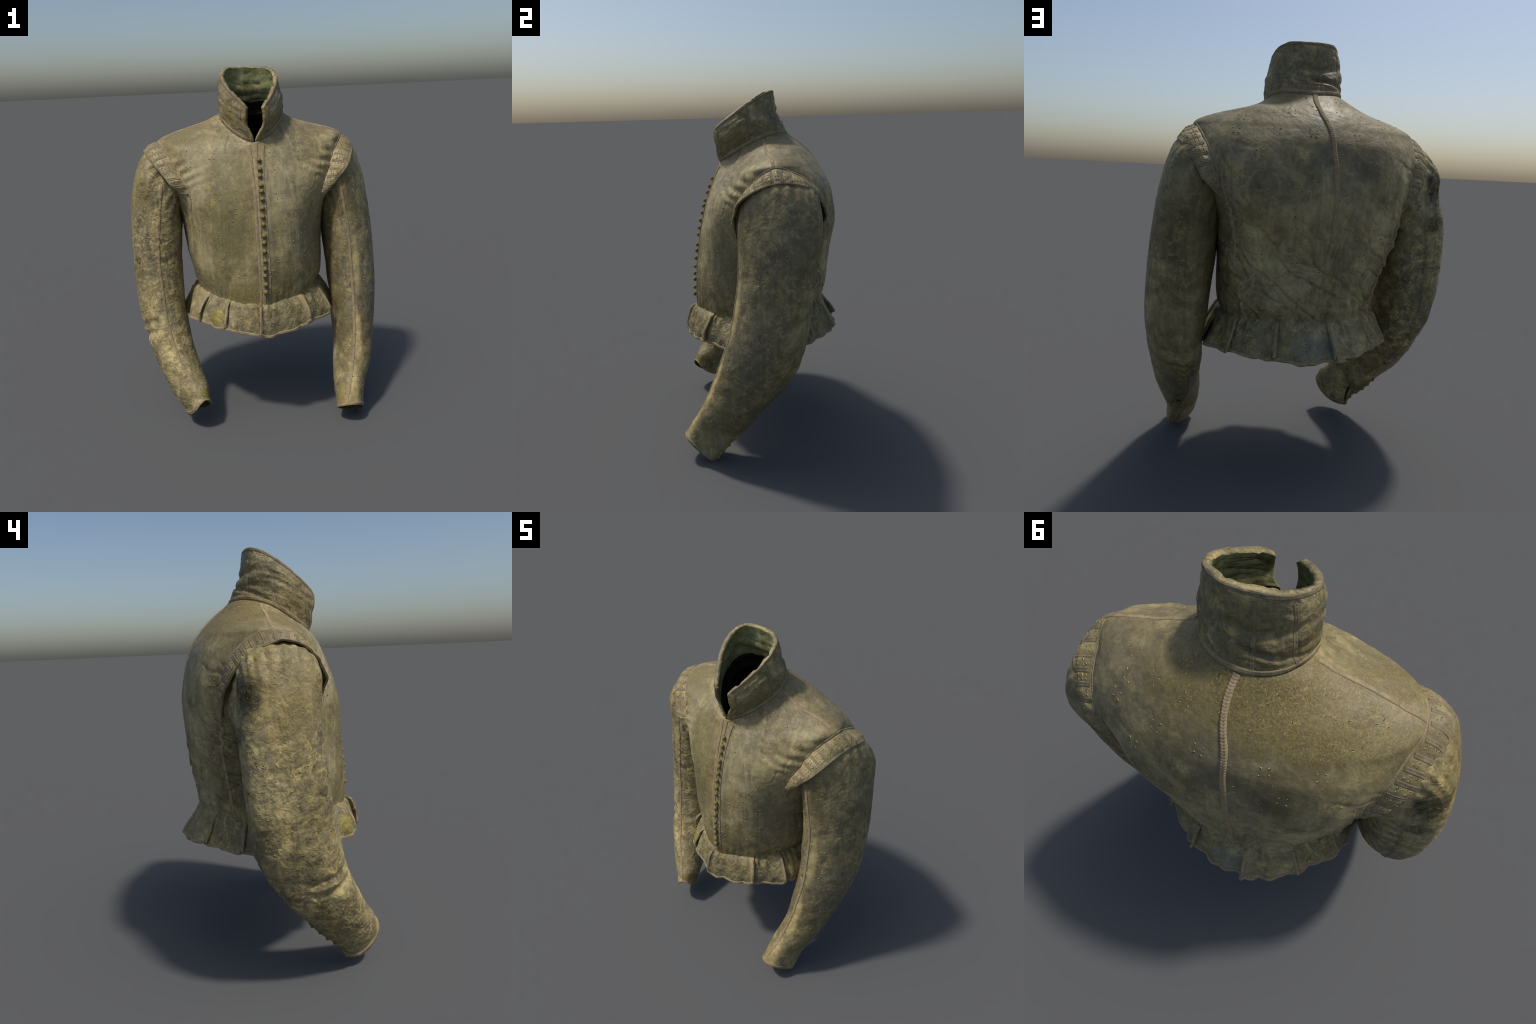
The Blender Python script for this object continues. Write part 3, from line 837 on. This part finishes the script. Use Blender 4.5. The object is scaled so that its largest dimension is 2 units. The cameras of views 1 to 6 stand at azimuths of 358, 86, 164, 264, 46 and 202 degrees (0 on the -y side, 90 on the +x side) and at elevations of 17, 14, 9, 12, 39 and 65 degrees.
def skirt_panel(a0, a1, over0, over1, seed, dz=0.0):
    """One tab from plan angle a0 to a1; 'over' edges ride above the neighbour and are braided."""
    nu = max(int((a1 - a0) * .46 / .006), 20); nw = 34
    u = np.linspace(0, 1, nu); a = a0 + (a1 - a0) * u
    W = waist_at(a)
    r = pchip(HA, HR, a)[:, 0]; hz = pchip(HA, HZ, a)[:, 0] + dz - .006 - .006 * smooth(.3, -.3, np.sin(a))
    lift = (.022 if over0 else -.006) * np.exp(-(u * (a1-a0) * .46) / .035) + (.022 if over1 else -.006) * np.exp(-((1 - u) * (a1-a0) * .46) / .035) - .012 - .006 * smooth(.2, -.2, np.sin(a))
    # rounded lower corners on free edges
    ln = (a1 - a0) * .46
    if over0: hz = hz + .016 * np.exp(-(u * ln / .013) ** 2)
    if over1: hz = hz + .016 * np.exp(-((1 - u) * ln / .013) ** 2)
    H = np.stack([hem_c[0] + (r + lift) * np.cos(a), (r + lift) * np.sin(a), hz], 1)
    w = np.linspace(0, 1, nw)
    fr = smooth(.1, -.25, np.sin(a))           # front tabs flare early, back tabs late
    P = np.empty((nw, nu, 3))
    for i, k in enumerate(w):
        e = (1 - (1 - k) ** 1.9) * fr + (1 - (1 - k) ** .92) * (1 - fr)
        P[i, :, :2] = W[:, :2] + (H[:, :2] - W[:, :2]) * e[:, None]
        P[i, :, 2] = W[:, 2] + (H[:, 2] - W[:, 2]) * k
    outd = np.stack([np.cos(a), np.sin(a), np.zeros_like(a)], 1)[None]
    ww = w[:, None]
    gather = .0055 * np.sin(a * 47 + seed + 2.5 * np.sin(a * 9 + seed))[None] * np.exp(-((ww - .12) / .30) ** 2)
    fl = (.010 * np.sin(a * 17 + seed * 2.3) + .004 * np.sin(a * 27 + seed * 4.1 + 2 * np.sin(a * 5)))[None] * ww ** 1.2
    base = -.018 + .014 * smooth(0, .18, ww) + (lift[None] + .02) * .5 * smooth(0, .2, ww) * (1 - ww)
    wr = (.009 * fbm(P, (13, 13, 5), 2, seed) + .008 * (.4 - np.abs(fbm(P, (11, 11, 8), 2, seed + 3)))) * smooth(0, .2, ww)
    P = P + outd * (gather + fl + base + wr)[..., None]
    P[:, :, 2] += (.005 * fbm(P, 9, 1, seed + 5)) * ww
    if ((P - np.array([hem_c[0], 0, .7])) * grid_normals(P, False)).sum() < 0:
        Pm = P[:, ::-1]
    else:
        Pm = P
    V, F, M = shell_mesh(Pm, .011, False)
    ob = new_object('skirt_panel', V, F, [MATS['skirt'], MATS['skirt']], root, M)
    b = bvh_of(Pm, False)
    ribbon('hem_braid', b, P[nw-2, ::3] if nu > 12 else P[nw-2], .017, ob, height=.004)
    if over0: ribbon('tab_edge_braid', b, P[4:nw-2:4, 1], .014, ob, height=.0035)
    if over1: ribbon('tab_edge_braid', b, P[4:nw-2:4, nu-2], .014, ob, height=.0035)
    return ob, P, b

def ang_of(x, y):
    return math.atan2(y, x - hem_c[0])
def span(p, q, over0, over1, seed, under=.16, dz=0.0):
    a0 = ang_of(*p); a1 = ang_of(*q)
    while a1 < a0: a1 += TAU
    if not over0: a0 -= under
    if not over1: a1 += under
    return skirt_panel(a0, a1, over0, over1, seed, dz)

TABS = [span((.004, -.473), (.297, -.362), True, True, 1.1),
        span((.297, -.362), (.428, -.210), False, True, 2.2),
        span((.428, -.210), (.486, .05), False, True, 3.3),
        span((.486, .05), (.386, .270), False, True, 4.4),
        span((.386, .270), (.214, .418), False, True, 5.5),
        span((.214, .418), (-.050, .470), False, False, 6.6, dz=-.006),
        span((-.050, .470), (-.279, .358), True, True, 7.7),
        span((-.279, .358), (-.413, .188), False, True, 8.8),
        span((-.413, .188), (-.450, .00), False, False, 9.9),
        span((-.450, .00), (-.345, -.275), True, True, 10.1),
        span((-.345, -.275), (-.190, -.420), False, True, 11.2),
        span((-.190, -.420), (.004, -.473), False, False, 12.3)]

# ------------------------------------------------------------------ buttons
def button_mesh(name, r):
    """A thread-covered knob: slightly conical, ribbed."""
    n, m = 20, 12
    V = []; F = []
    prof = [(0.0, 1.30), (.30, 1.25), (.60, 1.05), (.88, .68), (1.0, .35), (.92, .05), (.62, -.18), (.55, -.45)]
    for rr, h in prof:
        for j in range(n):
            a = TAU * j / n
            k = 1 + .07 * math.cos(a * 8 + h * 4)
            V.append((r * rr * k * math.cos(a), r * rr * k * math.sin(a), r * h))
    F = [f for f in grid_faces(len(prof), n, True)]
    F = [f[::-1] for f in F]
    me = bpy.data.meshes.new(name)
    me.from_pydata(V, [], F); me.materials.append(MATS['button'])
    me.polygons.foreach_set('use_smooth', [True] * len(F)); me.update()
    return me
BM = button_mesh('button', .0128)
BMc = button_mesh('cuff_button', .0088)

def place(me, name, p, n, parent, lift=0.0, tilt=(0, 0, 0), s=1.0):
    ob = bpy.data.objects.new(name, me)
    bpy.context.scene.collection.objects.link(ob)
    ob.parent = parent
    d = Vector(n) + Vector(tilt); d.normalize()
    ob.rotation_mode = 'QUATERNION'
    ob.rotation_quaternion = d.to_track_quat('Z', 'Y')
    ob.location = Vector(p) + Vector(n) * lift
    ob.scale = (s, s, s)
    return ob

btn_y = [835, 905, 960, 1035, 1085, 1150, 1220, 1290, 1350, 1440, 1495, 1560, 1635, 1695, 1750, 1818, 1880]
loopV, loopF = [], []
nb = len(btn_y)
bz = pchip([835, 1350, 1880], [1.510, 1.183, .815], btn_y)[:, 0]
for k, z in enumerate(bz):
    x = .0430 + .004 * math.sin(math.pi * k / (nb - 1)) + random.uniform(-.002, .002)
    p, n = put(TBVH, front_line([(x, z)])[0])
    place(BM, 'button', p, n, torso, .005, (random.uniform(-.15, .1), 0, random.uniform(-.45, -.15)), random.uniform(.92, 1.12))
    # loop of cord reaching from the edge braid over to the button
    pts = []
    for q in range(26):
        a = math.pi * (q / 25) - math.pi / 2
        lx = x + .004 + .012 * math.cos(a); lz = z - .010 + .009 * math.sin(a)
        pp, nn_ = put(TBVH, front_line([(lx, lz)])[0])
        pts.append((pp + nn_ * .003, nn_))
    ring = 6; V = []
    P = np.array([q[0] for q in pts]); tg = np.gradient(P, axis=0); tg /= np.linalg.norm(tg, axis=1, keepdims=True)
    for (pp, nn_), tq in zip(pts, tg):
        sd = np.cross(nn_, tq)
        for e in range(ring):
            a = TAU * e / ring
            V.append(pp + .0024 * (math.cos(a) * sd + math.sin(a) * nn_))
    new_object('button_loop', V, grid_faces(26, ring, True), [MATS['braid']], torso)

def row_on(bvh, pts, parent, count):
    c = spline(pts, count)
    for q in c:
        p, n = put(bvh, q)
        place(BMc, 'cuff_button', p, n, parent, .001, (0, 0, -.2), random.uniform(.9, 1.1))
row_on(BL, [(.575, -.130, .190), (.585, -.20, .125), (.590, -.26, .07), (.590, -.30, .03)], sleeve_l, 6)
row_on(BR, [(-.520, -.10, .27), (-.50, -.17, .20), (-.47, -.23, .14), (-.44, -.29, .07)], sleeve_r, 6)
# button stand of the cuffs: a lapped strip along the back opening
def cuff_strip(bvh, pts, parent):
    return ribbon('cuff_placket', bvh, pts, .022, parent, height=.006, mat=MATS['sleeve'])
cuff_strip(BL, [(.565, -.09, .225), (.578, -.17, .15), (.583, -.25, .08), (.583, -.30, .02)], sleeve_l)
cuff_strip(BR, [(-.515, -.08, .275), (-.49, -.15, .215), (-.46, -.22, .15), (-.435, -.295, .055)], sleeve_r)
# turned cuff edge
for P, b, ob, kp in ((SLo, BL, sleeve_l, keep_l), (SRo, BR, sleeve_r, keep_r)):
    ring = P[-4]; n = len(ring)
    row = kp[-4]
    start = next(j for j in range(n) if row[j] and not row[j - 1])     # first column past the slit
    cols = [(start + k) % n for k in range(int(row.sum()))]
    ribbon('cuff_edge', b, ring[cols[1:-1:4]], .010, ob, height=.002)

# ------------------------------------------------------------------ pinking: rows of four small cut nicks in the leather
def pinks(name, bvh, centres, parent, step=.027, size=.0052):
    V, F, M = [], [], []
    for c, up in centres:
        p, n = put(bvh, c)
        up = np.asarray(up, float)
        sx = np.cross(up, n); sx /= np.linalg.norm(sx); uz = np.cross(n, sx)
        for a, b in ((-.5, -.5), (.5, -.5), (-.5, .5), (.5, .5)):
            if rng.random() < .10:
                continue
            o = p + sx * step * (a + rng.normal(0, .06)) + uz * step * (b + rng.normal(0, .06))
            o, m = put(bvh, o)
            s = size * rng.uniform(.7, 1.25)
            th = rng.uniform(-.5, .5) + (.6 if (a * b > 0) else -.6)
            e1 = math.cos(th) * sx + math.sin(th) * uz; e1 -= m * (e1 @ m); e1 /= np.linalg.norm(e1); e2 = np.cross(m, e1)
            base = len(V)
            # raised lip (pale) above, cut (dark) below
            V.extend([o - e1*s, o + e1*s, o + e2*s*.95, o + e2*s*.30 + m*s*.38, o - e2*s*.62, o - e2*s*.1 + m*s*.12])
            V[base] = V[base] + m*s*.1; V[base+1] = V[base+1] + m*s*.1
            for f, k in (((1, 2, 3), 0), ((2, 0, 3), 0), ((0, 1, 3), 0), ((0, 4, 5), 1), ((4, 1, 5), 1), ((1, 0, 5), 1)):
                F.append(tuple(base + q for q in f)); M.append(k)
    ob = new_object(name, V, F, [MATS['pale'], MATS['hole']], parent, M, False)
    ob['kind'] = 'stuff'
    return ob

# torso lattice, staggered
cent = []
row_h = .069
for r in range(13):
    z = .775 + r * row_h
    i = None
    for k in range(34):
        s = k * .165 + (.0825 if r % 2 else 0)
        cent.append((s, z))
tc = []
for s, z in cent:
    # walk round the body from the front: angle by girth
    ii = int(np.argmin(np.abs(TP0[:, 0, 2] - min(z, 1.58)))) if z < 1.58 else None
    if ii is None: continue
    rowp = TP[ii]; seg = np.linalg.norm(np.diff(np.vstack([rowp, rowp[:1]]), axis=0), axis=1)
    cum = np.concatenate([[0], np.cumsum(seg)])
    if s > cum[-1] - .05: continue
    s2 = (s + cum[-1]/2 + .04) % cum[-1]
    j = int(np.searchsorted(cum, s2)) % NUT
    p = rowp[j]
    if -.05 < p[0] < .085 and p[1] < 0: continue
    if abs(p[0]) > .43 and p[2] > 1.1: continue
    if abs(p[0] + .015) < .022 and p[1] > 0: continue
    tc.append((p + rng.normal(0, .004, 3), (0, 0, 1)))
# yoke of the shoulders and upper back, above the tilted loops
for x in np.arange(-.40, .45, .11):
    for y in (.13, .24):
        tc.append(((x + rng.normal(0, .01), y + (.03 if int(round(x*100)) % 2 else 0), 1.68), (0, .7, .7)))
    tc.append(((x * .95, -.10, 1.66), (0, -.6, .8)))
pinks('pinking', TBVH, tc, torso)
def sleeve_pinks(P, bvh, parent, kp):
    out = []
    for a in range(15):
        i = int(40 + a * 18.5)
        if i >= P.shape[0] - 8: break
        for k in range(6):
            j = int((k + (.5 if a % 2 else 0)) / 6 * P.shape[1]) % P.shape[1]
            if not kp[max(i - 4, 0):i + 5, max(j - 5, 0):j + 6].all(): continue
            up = P[i - 6, j] - P[i + 6, j]
            out.append((P[i, j] + rng.normal(0, .004, 3), up / np.linalg.norm(up)))
    pinks('pinking', bvh, out, parent)
sleeve_pinks(SLo, BL, sleeve_l, keep_l)
sleeve_pinks(SRo, BR, sleeve_r, keep_r)
# pads of pinking in the wing panes
for ob, P, b, js in ((wing_l, WPL, WBL, JL), (wing_r, WPR, WBR, JR)):
    out = []
    for j0, j1 in zip(js[:-1], js[1:]):
        j = (j0 + j1) // 2
        for i in (8, 17):
            d = P[4, j] - P[20, j]
            if np.linalg.norm(d) > .02:
                out.append((P[i, j], d / np.linalg.norm(d)))
    pinks('wing_pinking', b, out, ob, step=.015, size=.0052)
# skirt tabs
for ob, P, b in TABS:
    nw, nu = P.shape[:2]
    if nu > 18:
        pinks('pinking', b, [(P[int(nw*.6), int(nu*.5)], (0, 0, 1))], ob)

# waist seam stitches on the front
def stitches(bvh, pts, n, parent):
    V, F = [], []
    c = spline(pts, n * 2)
    for k in range(0, 2 * n - 1, 2):
        p, m = put(bvh, c[k]); q, _ = put(bvh, c[k] + .6 * (c[k+1] - c[k]))
        d = q - p; L = np.linalg.norm(d); d /= L; sd = np.cross(m, d)
        base = len(V)
        V.extend([p - d*.001, p + sd*.0022 + m*.001, q + sd*.0022 + m*.001, q + d*.001, q - sd*.0022 + m*.001, p - sd*.0022 + m*.001,
                  (p + q)/2 + m*.0032])
        for a in range(6):
            F.append((base + a, base + (a + 1) % 6, base + 6))
    F = [f[::-1] for f in F]
    ob = new_object('waist_stitching', V, F, [MATS['pale']], parent)
    ob['kind'] = 'stuff'
stitches(TBVH, [(-.21, -.40, .735), (-.12, -.42, .728), (-.05, -.42, .724), (.0, -.42, .722)], 16, torso)
stitches(TBVH, [(.06, -.42, .724), (.15, -.42, .728), (.24, -.36, .735)], 14, torso)
